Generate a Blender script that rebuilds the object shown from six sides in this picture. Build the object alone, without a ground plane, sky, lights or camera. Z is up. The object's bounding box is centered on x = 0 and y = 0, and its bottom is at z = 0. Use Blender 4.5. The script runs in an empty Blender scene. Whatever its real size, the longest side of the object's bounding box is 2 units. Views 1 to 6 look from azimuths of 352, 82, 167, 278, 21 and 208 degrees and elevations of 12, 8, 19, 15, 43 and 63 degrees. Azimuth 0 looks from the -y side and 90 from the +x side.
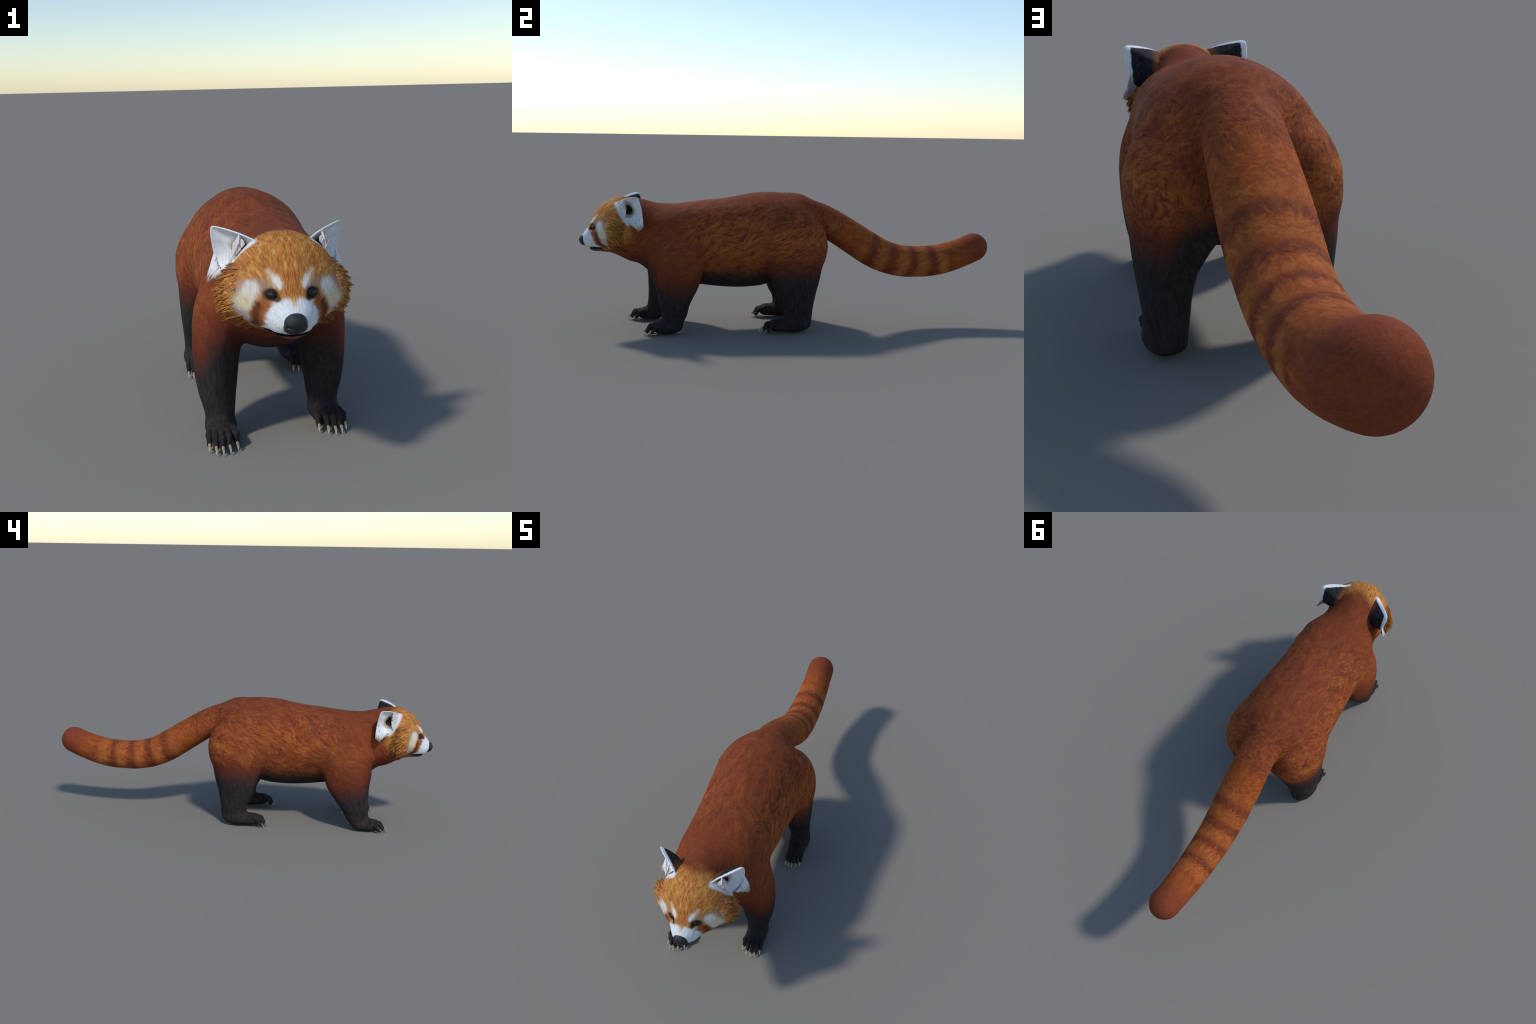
import bpy, math, random
import numpy as np
from mathutils import Vector, Matrix

# ---------------------------------------------------------------- utilities
def pchip(xs, ys, q):
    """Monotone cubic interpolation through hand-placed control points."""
    xs = np.asarray(xs, float); ys = np.asarray(ys, float)
    h = np.diff(xs); d = np.diff(ys) / h
    m = np.zeros_like(ys)
    for i in range(1, len(xs) - 1):
        if d[i - 1] * d[i] > 0:
            w1 = 2 * h[i] + h[i - 1]; w2 = h[i] + 2 * h[i - 1]
            m[i] = (w1 + w2) / (w1 / d[i - 1] + w2 / d[i])
    m[0] = d[0]; m[-1] = d[-1]
    q = np.clip(q, xs[0], xs[-1])
    i = np.clip(np.searchsorted(xs, q) - 1, 0, len(xs) - 2)
    t = (q - xs[i]) / h[i]
    return ((1 + 2 * t) * (1 - t) ** 2 * ys[i] + t * (1 - t) ** 2 * h[i] * m[i]
            + t * t * (3 - 2 * t) * ys[i + 1] + t * t * (t - 1) * h[i] * m[i + 1])


class Profile:
    """A table of control rows (first column = station) sampled smoothly."""
    def __init__(self, rows, n=1500):
        rows = sorted(rows)
        a = np.array(rows, float)
        self.s = np.linspace(a[0, 0], a[-1, 0], n)
        self.c = [pchip(a[:, 0], a[:, k], self.s) for k in range(1, a.shape[1])]
        self.lo, self.hi = a[0, 0], a[-1, 0]
    def __call__(self, q):
        return [np.interp(q, self.s, c) for c in self.c]


def smin(a, b, k):
    h = np.maximum(k - np.abs(a - b), 0.0) / k
    return np.minimum(a, b) - h * h * k * 0.25

def smax(a, b, k):
    return -smin(-a, -b, k)

def capsule(P, A, B, ra, rb, sx=1.0):
    A = np.array(A, float); B = np.array(B, float)
    Q = P
    d = B - A
    t = np.clip(((Q - A) @ d) / (d @ d), 0, 1)
    D = Q - (A + t[:, None] * d)
    if sx != 1.0:
        D = D * np.array([sx, 1, 1])
    return np.sqrt((D * D).sum(1)) - (ra + (rb - ra) * t)

def ellipsoid(P, c, r):
    D = (P - np.array(c)) / np.array(r)
    k = np.sqrt((D * D).sum(1)) + 1e-9
    L = np.sqrt(((P - np.array(c)) ** 2).sum(1))
    return L * (1 - 1 / k)

# ---------------------------------------------------------------- body form
# trunk, neck and head: y, top, bottom, half width, height of greatest width, roundness above and below it
TRUNK = Profile([
    (-0.992, 0.430, 0.410, 0.008, 0.420, 2.0, 2.0),
    (-0.985, 0.4395, 0.402, 0.021, 0.420, 2.0, 2.0),
    (-0.972, 0.459, 0.391, 0.0375, 0.421, 2.0, 2.1),
    (-0.955, 0.483, 0.381, 0.051, 0.421, 2.05, 2.1),
    (-0.940, 0.517, 0.368, 0.060, 0.424, 2.05, 1.85),
    (-0.925, 0.545, 0.364, 0.073, 0.432, 2.0, 1.68),
    (-0.905, 0.571, 0.363, 0.099, 0.444, 2.0, 1.6),
    (-0.880, 0.594, 0.361, 0.127, 0.455, 2.0, 1.62),
    (-0.855, 0.609, 0.358, 0.143, 0.460, 2.0, 1.72),
    (-0.815, 0.621, 0.344, 0.149, 0.463, 2.0, 2.05),
    (-0.770, 0.619, 0.322, 0.146, 0.455, 1.92, 2.3),
    (-0.725, 0.613, 0.308, 0.139, 0.442, 1.74, 2.35),
    (-0.680, 0.603, 0.275, 0.148, 0.430, 1.72, 2.15),
    (-0.630, 0.591, 0.250, 0.168, 0.424, 1.98, 2.0),
    (-0.570, 0.588, 0.234, 0.185, 0.418, 2.3, 1.95),
    (-0.500, 0.594, 0.213, 0.187, 0.414, 2.25, 1.7),
    (-0.420, 0.605, 0.200, 0.188, 0.412, 2.2, 1.62),
    (-0.330, 0.614, 0.190, 0.193, 0.410, 2.15, 1.68),
    (-0.250, 0.628, 0.186, 0.199, 0.412, 2.1, 1.7),
    (-0.170, 0.642, 0.191, 0.205, 0.418, 2.05, 1.78),
    (-0.100, 0.645, 0.207, 0.210, 0.424, 2.0, 1.85),
    (-0.030, 0.641, 0.242, 0.210, 0.428, 1.98, 1.9),
    (0.040, 0.626, 0.280, 0.200, 0.436, 1.95, 1.95),
    (0.090, 0.594, 0.340, 0.160, 0.450, 1.95, 1.9),
    (0.125, 0.550, 0.410, 0.095, 0.475, 2.0, 2.0),
    (0.150, 0.500, 0.455, 0.035, 0.480, 2.0, 2.0),
])

def trunk(P):
    x, y, z = P.T
    top, bot, w, zm, pu, pl = TRUNK(y)
    dz = z - zm
    hz = np.where(dz > 0, top - zm, zm - bot)
    p = np.where(dz > 0, pu, pl)
    r = (np.abs(x / w) ** p + np.abs(dz / hz) ** p) ** (1 / p) + 1e-9
    L = np.sqrt(x * x + dz * dz) + 1e-9
    f = L * (1 - 1 / r)
    cap = np.maximum(TRUNK.lo - y, y - TRUNK.hi)
    return np.where(cap > 0, np.sqrt(np.maximum(f, 0) ** 2 + np.maximum(cap, 0) ** 2), f)

# legs: z, front y, back y, outer x, inner x
HIND = [
    (0.012, -0.050, 0.060, 0.208, 0.134), (0.03, -0.055, 0.077, 0.215, 0.128),
    (0.06, -0.052, 0.082, 0.217, 0.124), (0.10, -0.056, 0.086, 0.219, 0.118),
    (0.15, -0.080, 0.096, 0.223, 0.111), (0.20, -0.096, 0.108, 0.228, 0.096),
    (0.25, -0.112, 0.122, 0.232, 0.068), (0.30, -0.130, 0.134, 0.235, 0.030),
    (0.35, -0.144, 0.153, 0.2415, 0.005), (0.40, -0.146, 0.159, 0.2400, 0.01),
    (0.45, -0.130, 0.152, 0.226, 0.01), (0.50, -0.100, 0.128, 0.190, 0.03),
    (0.55, -0.060, 0.065, 0.115, 0.04)]
FORE_X = [
    (0.012, 0.196, 0.122), (0.05, 0.200, 0.117), (0.09, 0.209, 0.112), (0.122, 0.218, 0.108),
    (0.165, 0.224, 0.100), (0.205, 0.228, 0.095), (0.254, 0.229, 0.085), (0.30, 0.228, 0.07),
    (0.36, 0.220, 0.05), (0.42, 0.198, 0.04), (0.47, 0.150, 0.04), (0.51, 0.09, 0.04)]
FORE_L = [
    (0.012, -0.63, -0.560), (0.04, -0.63, -0.528), (0.065, -0.622, -0.514), (0.09, -0.621, -0.503),
    (0.122, -0.627, -0.496), (0.165, -0.637, -0.478), (0.205, -0.646, -0.457), (0.254, -0.661, -0.438),
    (0.30, -0.676, -0.431), (0.36, -0.686, -0.430), (0.42, -0.675, -0.440), (0.47, -0.645, -0.46),
    (0.51, -0.60, -0.50)]
FORE_R = [
    (0.012, -0.69, -0.630), (0.031, -0.69, -0.598), (0.053, -0.688, -0.576), (0.085, -0.684, -0.556),
    (0.113, -0.681, -0.543), (0.145, -0.680, -0.520), (0.185, -0.681, -0.491), (0.217, -0.682, -0.470),
    (0.26, -0.687, -0.454), (0.30, -0.692, -0.443), (0.36, -0.692, -0.434), (0.42, -0.676, -0.440),
    (0.47, -0.645, -0.46), (0.51, -0.60, -0.50)]

def leg_table(ys, xs):
    px = Profile(xs)
    rows = []
    for z, f, b in ys:
        o, i = px(np.array([z]))
        rows.append((z, f, b, float(o[0]), float(i[0])))
    return Profile(rows)

HIND_P = Profile(HIND)
FORE_LP = leg_table(FORE_L, FORE_X)
FORE_RP = leg_table(FORE_R, FORE_X)

def leg(P, prof, side, taper, shear=0.0, p=2.1, full_inside=False):
    x, y, z = P.T
    f, b, o, i = prof(z)
    cx = side * (o + i) / 2; hx = (o - i) / 2; cy = (f + b) / 2; hy = (b - f) / 2
    u = np.clip((y - cy) / hy, -1.2, 1.2)
    p = p(z) if callable(p) else p
    if full_inside:
        p = np.where((x - cx) * side < 0, p + 0.9 * np.clip((z - 0.20) / 0.08, 0, 1), p)
    hx = hx * (1 + (taper(z) if callable(taper) else taper) * u)
    dx = x - cx + side * (shear(z) if callable(shear) else shear) * u * hy; dy = y - cy
    r = (np.abs(dx / hx) ** p + np.abs(dy / hy) ** p) ** (1 / p) + 1e-9
    L = np.sqrt(dx * dx + dy * dy) + 1e-9
    g = L * (1 - 1 / r)
    cap = np.maximum(prof.lo - z, z - prof.hi)
    return smax(g, cap, 0.02)

def elbow_taper(z):
    """Shank broader behind, upper arm broader in front."""
    return 0.15 - 0.17 * np.clip((z - 0.15) / 0.11, 0, 1)

def arm_roundness(z):
    return 2.3 - 0.5 * np.clip((z - 0.16) / 0.10, 0, 1)

def thigh_shear(z):
    """Shank set a little toe-out, thigh straight."""
    return 0.17 - 0.15 * np.clip((z - 0.18) / 0.14, 0, 1)

# feet: toes as (x, y of the toe tip), knuckle row and palm
FORE_TOES = [(0.126, -0.667), (0.148, -0.685), (0.167, -0.691), (0.185, -0.687), (0.201, -0.666)]
HIND_TOES = [(0.152, -0.143), (0.168, -0.150), (0.184, -0.151), (0.2005, -0.146), (0.216, -0.132)]

class Foot:
    def __init__(self, toes, side, dy, yk, zk, r, palm):
        self.side, self.dy = side, dy
        self.toes = [((side * x, y + dy), (side * (x * 0.86 + 0.14 * 0.164 if yk < -0.5 else x * 0.9 + 0.0185), yk + dy)) for x, y in toes]
        self.zk, self.r, self.palm = zk, r, palm
    def field(self, P):
        s = self.side
        f = None
        for (tx, ty), (kx, ky) in self.toes:
            mid = (tx, ty + 0.016, 0.037)
            a = capsule(P, (kx, ky, self.zk), mid, self.r * 1.10, self.r * 1.08)
            b = capsule(P, mid, (tx, ty + 0.002, 0.0145), self.r * 1.08, self.r * 0.92)
            t = smin(a, b, 0.006)
            f = t if f is None else smin(f, t, 0.0016)
        Q = P - np.array([0, self.dy, 0])
        for c, r in self.palm:
            e = ellipsoid(Q, (s * c[0], c[1], c[2]), r)
            f = smin(f, e, 0.007)
        return smax(f, 0.0015 - P[:, 2], 0.006)

FORE_PALM = [((0.163, -0.616, 0.029), (0.044, 0.044, 0.031)), ((0.160, -0.575, 0.030), (0.042, 0.050, 0.029))]
HIND_PALM = [((0.181, -0.080, 0.033), (0.041, 0.046, 0.031)), ((0.177, -0.02, 0.034), (0.046, 0.085, 0.033))]
FEET = {
    'foreL': Foot(FORE_TOES, 1, 0.0, -0.628, 0.044, 0.0084, FORE_PALM),
    'foreR': Foot(FORE_TOES, -1, -0.075, -0.628, 0.044, 0.0084, FORE_PALM),
    'hindL': Foot(HIND_TOES, 1, 0.0, -0.096, 0.049, 0.0073, HIND_PALM),
    'hindR': Foot(HIND_TOES, -1, 0.0, -0.096, 0.049, 0.0073, HIND_PALM),
}

# tail: centre line (y, z) and radius
TAIL = np.array([
    (0.030, 0.548, 0.070), (0.110, 0.532, 0.071), (0.180, 0.501, 0.0735), (0.250, 0.459, 0.0760), (0.330, 0.409, 0.0780),
    (0.403, 0.363, 0.0795), (0.470, 0.330, 0.078), (0.535, 0.311, 0.0775), (0.600, 0.303, 0.077),
    (0.665, 0.303, 0.0765), (0.740, 0.310, 0.0755), (0.815, 0.328, 0.0735), (0.880, 0.350, 0.0705), (0.9300, 0.372, 0.070)])
_t = np.linspace(0, 1, len(TAIL)); _q = np.linspace(0, 1, 40)
TAILC = np.stack([pchip(_t, TAIL[:, k], _q) for k in range(3)], 1)

def tail(P):
    f = np.full(len(P), 9.0)
    for a, b in zip(TAILC[:-1], TAILC[1:]):
        f = np.minimum(f, capsule(P, (0, a[0], a[1]), (0, b[0], b[1]), a[2], b[2], sx=0.86 + 0.16 * min(1, max(0, (a[0] - 0.3) / 0.5))))
    return f

EYE = np.array([0.0475, -0.9215, 0.4815])

def mouth(P, base):
    """Slightly open mouth: a shallow slot that follows the muzzle."""
    x, y, z = P.T
    zm = 0.3835 + 0.04 * np.abs(x) + 0.25 * np.maximum(y + 0.905, 0)
    half = 0.0042 * np.clip((-0.880 - y) / 0.03, 0.0, 1.0) - 0.0006
    slot = np.abs(z - zm) - half
    return np.maximum(np.maximum(slot, y + 0.883), -(base + 0.012))

# boxes in which each primitive is evaluated (ymin,ymax,zmin,zmax,side)
def fields(P):
    """Returns dict of primitive fields (9 = far away)."""
    n = len(P)
    x, y, z = P.T
    out = {}
    def part(name, mask, fn):
        f = np.full(n, 9.0)
        if mask.any():
            f[mask] = fn(P[mask])
        out[name] = f
    part('trunk', (y < 0.26) & (z > 0.1), trunk)
    part('tail', (y > -0.05) & (z > 0.15), tail)
    for s, k in ((1, 'L'), (-1, 'R')):
        part('hind' + k, (x * s > -0.06) & (y > -0.24) & (y < 0.24), lambda q: leg(q, HIND_P, s, 0.0, thigh_shear, 2.1, True))
        part('fore' + k, (x * s > -0.06) & (y > -0.78) & (y < -0.34), lambda q: leg(q, FORE_LP if s > 0 else FORE_RP, s, elbow_taper, 0.0, arm_roundness))
        part('paw_hind' + k, (x * s > 0.06) & (y > -0.22) & (y < 0.14) & (z < 0.14), FEET['hind' + k].field)
        part('paw_fore' + k, (x * s > 0.06) & (y > -0.84) & (y < -0.44) & (z < 0.14), FEET['fore' + k].field)
    return out

def body(P, want=False):
    d = fields(P)
    t = d['trunk']
    # softly folded shoulder and haunch
    f = t
    # throat / chest fullness
    zt = 0.525 - 0.52 * (P[:, 1] - 0.11)
    f = smin(f, d['tail'], 0.024 + 0.036 * np.clip((P[:, 2] - zt) / 0.05, 0, 1))
    for k in 'LR':
        h = smin(d['hind' + k], d['paw_hind' + k], 0.022)
        g = smin(d['fore' + k], d['paw_fore' + k], 0.022)
        f = smin(f, h, 0.028)
        f = smin(f, g, 0.024)
    m = (P[:, 1] < -0.85) & (P[:, 2] < 0.42)
    if m.any():
        Q = P[m]
        f = f.copy()
        f[m] = np.maximum(f[m], -mouth(Q, d['trunk'][m]))
    # shallow eye sockets
    m = (P[:, 1] < -0.87) & (P[:, 2] > 0.44)
    if m.any():
        Q = P[m].copy(); Q[:, 0] = np.abs(Q[:, 0])
        f[m] = smax(f[m], -(np.sqrt(((Q - (EYE + np.array([0.004, -0.016, 0.001]))) ** 2).sum(1)) - 0.0135), 0.016)
    # full cheeks under the ruff
    m = (P[:, 1] < -0.74) & (P[:, 1] > -0.93) & (P[:, 2] > 0.33)
    if m.any():
        Q = P[m].copy(); Q[:, 0] = np.abs(Q[:, 0])
        f[m] = smin(f[m], ellipsoid(Q, (0.136, -0.828, 0.466), (0.027, 0.036, 0.062)), 0.024)
    # hollow where the ear opens into the skull
    m = (P[:, 1] < -0.71) & (P[:, 1] > -0.83) & (P[:, 2] > 0.50)
    if m.any():
        Q = P[m].copy(); Q[:, 0] = np.abs(Q[:, 0])
        f[m] = smax(f[m], -ellipsoid(Q, (0.124, -0.769, 0.561), (0.030, 0.020, 0.027)), 0.008)
    # soles stand on the ground
    f = smax(f, 0.0012 - P[:, 2], 0.004)
    return (f, d) if want else f

# ---------------------------------------------------------------- meshing
def steps(spans):
    out = [spans[0][0]]
    for a, b, h in spans:
        n = max(1, int(round((b - a) / h)))
        out += list(a + (b - a) * np.arange(1, n + 1) / n)
    return np.array(out)

def surface_nets(fn, X, Y, Z, project=3, chunk=24):
    nx, ny, nz = len(X), len(Y), len(Z)
    F = np.empty((nx, ny, nz), np.float32)
    for j in range(0, ny, chunk):
        ys = Y[j:j + chunk]
        G = np.stack(np.meshgrid(X, ys, Z, indexing='ij'), -1).reshape(-1, 3)
        F[:, j:j + chunk] = fn(G).reshape(nx, len(ys), nz)
    S = F < 0
    corners = [(i, j, k) for i in (0, 1) for j in (0, 1) for k in (0, 1)]
    cnt = sum(S[i:nx - 1 + i, j:ny - 1 + j, k:nz - 1 + k].astype(np.int8) for i, j, k in corners)
    act = (cnt > 0) & (cnt < 8)
    idx = np.argwhere(act)
    vid = np.full(act.shape, -1, np.int64)
    vid[act] = np.arange(len(idx))
    acc = np.zeros((len(idx), 3)); num = np.zeros(len(idx))
    ax = [X, Y, Z]
    for a in corners:
        for d in range(3):
            if a[d]:
                continue
            b = list(a); b[d] = 1
            ia = idx + np.array(a); ib = idx + np.array(b)
            fa = F[ia[:, 0], ia[:, 1], ia[:, 2]]; fb = F[ib[:, 0], ib[:, 1], ib[:, 2]]
            m = (fa < 0) != (fb < 0)
            t = (fa[m] / (fa[m] - fb[m]))[:, None]
            pa = np.stack([ax[c][ia[m, c]] for c in range(3)], 1)
            pb = np.stack([ax[c][ib[m, c]] for c in range(3)], 1)
            acc[m] += pa + (pb - pa) * t
            num[m] += 1
    V = acc / num[:, None]
    quads = []
    for d in range(3):
        o = [c for c in range(3) if c != d]
        sl0 = [slice(1, -1)] * 3; sl0[d] = slice(0, -1)
        sl1 = [slice(1, -1)] * 3; sl1[d] = slice(1, None)
        A = S[tuple(sl0)]; B = S[tuple(sl1)]
        E = np.argwhere(A != B)
        inside = A[tuple(E.T)]
        base = E.copy()
        for c in o:
            base[:, c] += 1
        def cell(p, q):
            e = base.copy(); e[:, o[0]] -= p; e[:, o[1]] -= q
            return vid[e[:, 0], e[:, 1], e[:, 2]]
        Q = np.stack([cell(1, 1), cell(0, 1), cell(0, 0), cell(1, 0)], 1)
        flip = inside if d == 1 else ~inside
        Q[flip] = Q[flip][:, ::-1]
        quads.append(Q)
    Q = np.concatenate(quads)
    e = 4e-4
    N = None
    for it in range(project + 1):
        f = fn(V)
        g = np.stack([(fn(V + np.eye(3)[c] * e) - fn(V - np.eye(3)[c] * e)) / (2 * e) for c in range(3)], 1)
        gl = np.sqrt((g * g).sum(1)) + 1e-6
        N = g / gl[:, None]
        if it < project:
            V = V - N * np.clip(f / gl, -0.0025, 0.0025)[:, None]
    return V, Q, N

def mesh_from(name, V, Q, mat, N=None, smooth=True):
    me = bpy.data.meshes.new(name)
    me.from_pydata([tuple(v) for v in V], [], [tuple(int(i) for i in q) for q in Q])
    if smooth:
        me.polygons.foreach_set('use_smooth', [True] * len(me.polygons))
    me.materials.append(mat)
    me.update()
    if N is not None:
        me.normals_split_custom_set_from_vertices([tuple(n) for n in N])
    return me

ROOT = bpy.data.objects.new('red_panda', None)
bpy.context.scene.collection.objects.link(ROOT)
ROOT['label'] = 'standing red panda with white face, black legs, ringed tail'
ROOT['category'] = 'red panda'

def add(name, me, parent=None):
    ob = bpy.data.objects.new(name, me)
    bpy.context.scene.collection.objects.link(ob)
    ob.parent = parent or ROOT
    return ob
# ---------------------------------------------------------------- materials
class Ex:
    """A float socket with arithmetic, so that masks read as formulas."""
    def __init__(self, g, s):
        self.g, self.s = g, s
    def _b(self, op, o, rev=False):
        a, b = (o, self) if rev else (self, o)
        return self.g.math(op, a, b)
    def __add__(self, o): return self._b('ADD', o)
    def __radd__(self, o): return self._b('ADD', o)
    def __sub__(self, o): return self._b('SUBTRACT', o)
    def __rsub__(self, o): return self._b('SUBTRACT', o, True)
    def __mul__(self, o): return self._b('MULTIPLY', o)
    def __rmul__(self, o): return self._b('MULTIPLY', o)
    def __truediv__(self, o): return self._b('DIVIDE', o)
    def __neg__(self): return self * -1.0

class Graph:
    def __init__(self, name, rough=0.8, spec=0.10):
        self.mat = bpy.data.materials.new(name)
        self.mat.use_nodes = True
        self.t = self.mat.node_tree
        self.bsdf = self.t.nodes['Principled BSDF']
        self.bsdf.inputs['Roughness'].default_value = rough
        self.bsdf.inputs['Specular IOR Level'].default_value = spec
        tc = self.t.nodes.new('ShaderNodeTexCoord')
        self.obj = tc.outputs['Object']
        sp = self.t.nodes.new('ShaderNodeSeparateXYZ')
        self.t.links.new(self.obj, sp.inputs[0])
        self.x, self.y, self.z = (Ex(self, sp.outputs[i]) for i in range(3))
        self.ax = self.math('ABSOLUTE', self.x, 0.0)
    def put(self, inp, v):
        if isinstance(v, Ex):
            self.t.links.new(v.s, inp)
        elif hasattr(v, 'links'):
            self.t.links.new(v, inp)
        elif isinstance(v, (tuple, list)):
            inp.default_value = (*v, 1.0) if len(inp.default_value) == 4 and len(v) == 3 else v
        else:
            inp.default_value = v
    def math(self, op, a, b=0.0, c=None):
        n = self.t.nodes.new('ShaderNodeMath'); n.operation = op
        self.put(n.inputs[0], a); self.put(n.inputs[1], b)
        if c is not None:
            self.put(n.inputs[2], c)
        return Ex(self, n.outputs[0])
    def mx(self, a, b): return self.math('MAXIMUM', a, b)
    def mn(self, a, b): return self.math('MINIMUM', a, b)
    def sq(self, a): return self.math('SQRT', a)
    def step(self, v, a, b):
        """0 at a, 1 at b, smooth between (a may exceed b)."""
        n = self.t.nodes.new('ShaderNodeMapRange'); n.interpolation_type = 'SMOOTHSTEP'
        lo, hi = (a, b) if a < b else (b, a)
        self.put(n.inputs[0], v)
        n.inputs[1].default_value = lo; n.inputs[2].default_value = hi
        n.inputs[3].default_value = 0.0 if a < b else 1.0
        n.inputs[4].default_value = 1.0 if a < b else 0.0
        return Ex(self, n.outputs[0])
    def ramp(self, v, a, b, fa, fb):
        n = self.t.nodes.new('ShaderNodeMapRange')
        self.put(n.inputs[0], v)
        for i, q in enumerate((a, b, fa, fb)):
            n.inputs[i + 1].default_value = q
        return Ex(self, n.outputs[0])
    def noise(self, scale=(1, 1, 1), freq=10.0, detail=3.0, rough=0.55, dist=0.0, vec=None, rot=(0, 0, 0)):
        m = self.t.nodes.new('ShaderNodeMapping')
        self.t.links.new(vec if vec is not None else self.obj, m.inputs[0])
        m.inputs['Scale'].default_value = scale
        m.inputs['Rotation'].default_value = rot
        n = self.t.nodes.new('ShaderNodeTexNoise')
        self.t.links.new(m.outputs[0], n.inputs['Vector'])
        n.inputs['Scale'].default_value = freq; n.inputs['Detail'].default_value = detail
        n.inputs['Roughness'].default_value = rough; n.inputs['Distortion'].default_value = dist
        return Ex(self, n.outputs[0])
    def vec(self, x, y, z):
        n = self.t.nodes.new('ShaderNodeCombineXYZ')
        for i, q in enumerate((x, y, z)):
            self.put(n.inputs[i], q)
        return n.outputs[0]
    def mix(self, f, a, b, blend='MIX'):
        n = self.t.nodes.new('ShaderNodeMix'); n.data_type = 'RGBA'; n.blend_type = blend
        self.put(n.inputs[0], f); self.put(n.inputs[6], a); self.put(n.inputs[7], b)
        return n.outputs[2]
    def seg(self, a, b, p=None):
        """Distance from the point (u, v) to the segment a-b in that plane."""
        u, v = p if p else (self.ax, self.z)
        dx, dz = b[0] - a[0], b[1] - a[1]
        L = dx * dx + dz * dz
        t = ((u - a[0]) * dx + (v - a[1]) * dz) * (1.0 / L)
        t = self.mn(self.mx(t, 0.0), 1.0)
        ex = u - a[0] - t * dx; ez = v - a[1] - t * dz
        return self.sq(ex * ex + ez * ez)
    def blob(self, c, r, p=None):
        u, v = p if p else (self.ax, self.z)
        ex = (u - c[0]) * (1 / r[0]); ez = (v - c[1]) * (1 / r[1])
        return self.sq(ex * ex + ez * ez)
    def ball(self, c, r):
        ex = self.ax - c[0]; ey = self.y - c[1]; ez = self.z - c[2]
        return self.sq(ex * ex + ey * ey + ez * ez) * (1 / r)
    def bump(self, h, strength, dist):
        n = self.t.nodes.new('ShaderNodeBump')
        n.inputs['Strength'].default_value = strength; n.inputs['Distance'].default_value = dist
        self.put(n.inputs['Height'], h)
        self.t.links.new(n.outputs[0], self.bsdf.inputs['Normal'])
    def color(self, c):
        self.put(self.bsdf.inputs['Base Color'], c)
        return self.mat

RUST = (0.272, 0.061, 0.017); AMBER = (0.365, 0.102, 0.023); SADDLE = (0.195, 0.048, 0.019); FLECK = (0.085, 0.021, 0.011)
MAROON = (0.105, 0.022, 0.014); SOOT = (0.030, 0.0265, 0.027)
GOLDEN = (0.520, 0.215, 0.050); HONEY = (0.660, 0.370, 0.115); UMBER = (0.270, 0.095, 0.025)
SNOW = (0.78, 0.80, 0.82); CREAM = (0.66, 0.57, 0.32); TEAR = (0.175, 0.050, 0.020)

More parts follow.
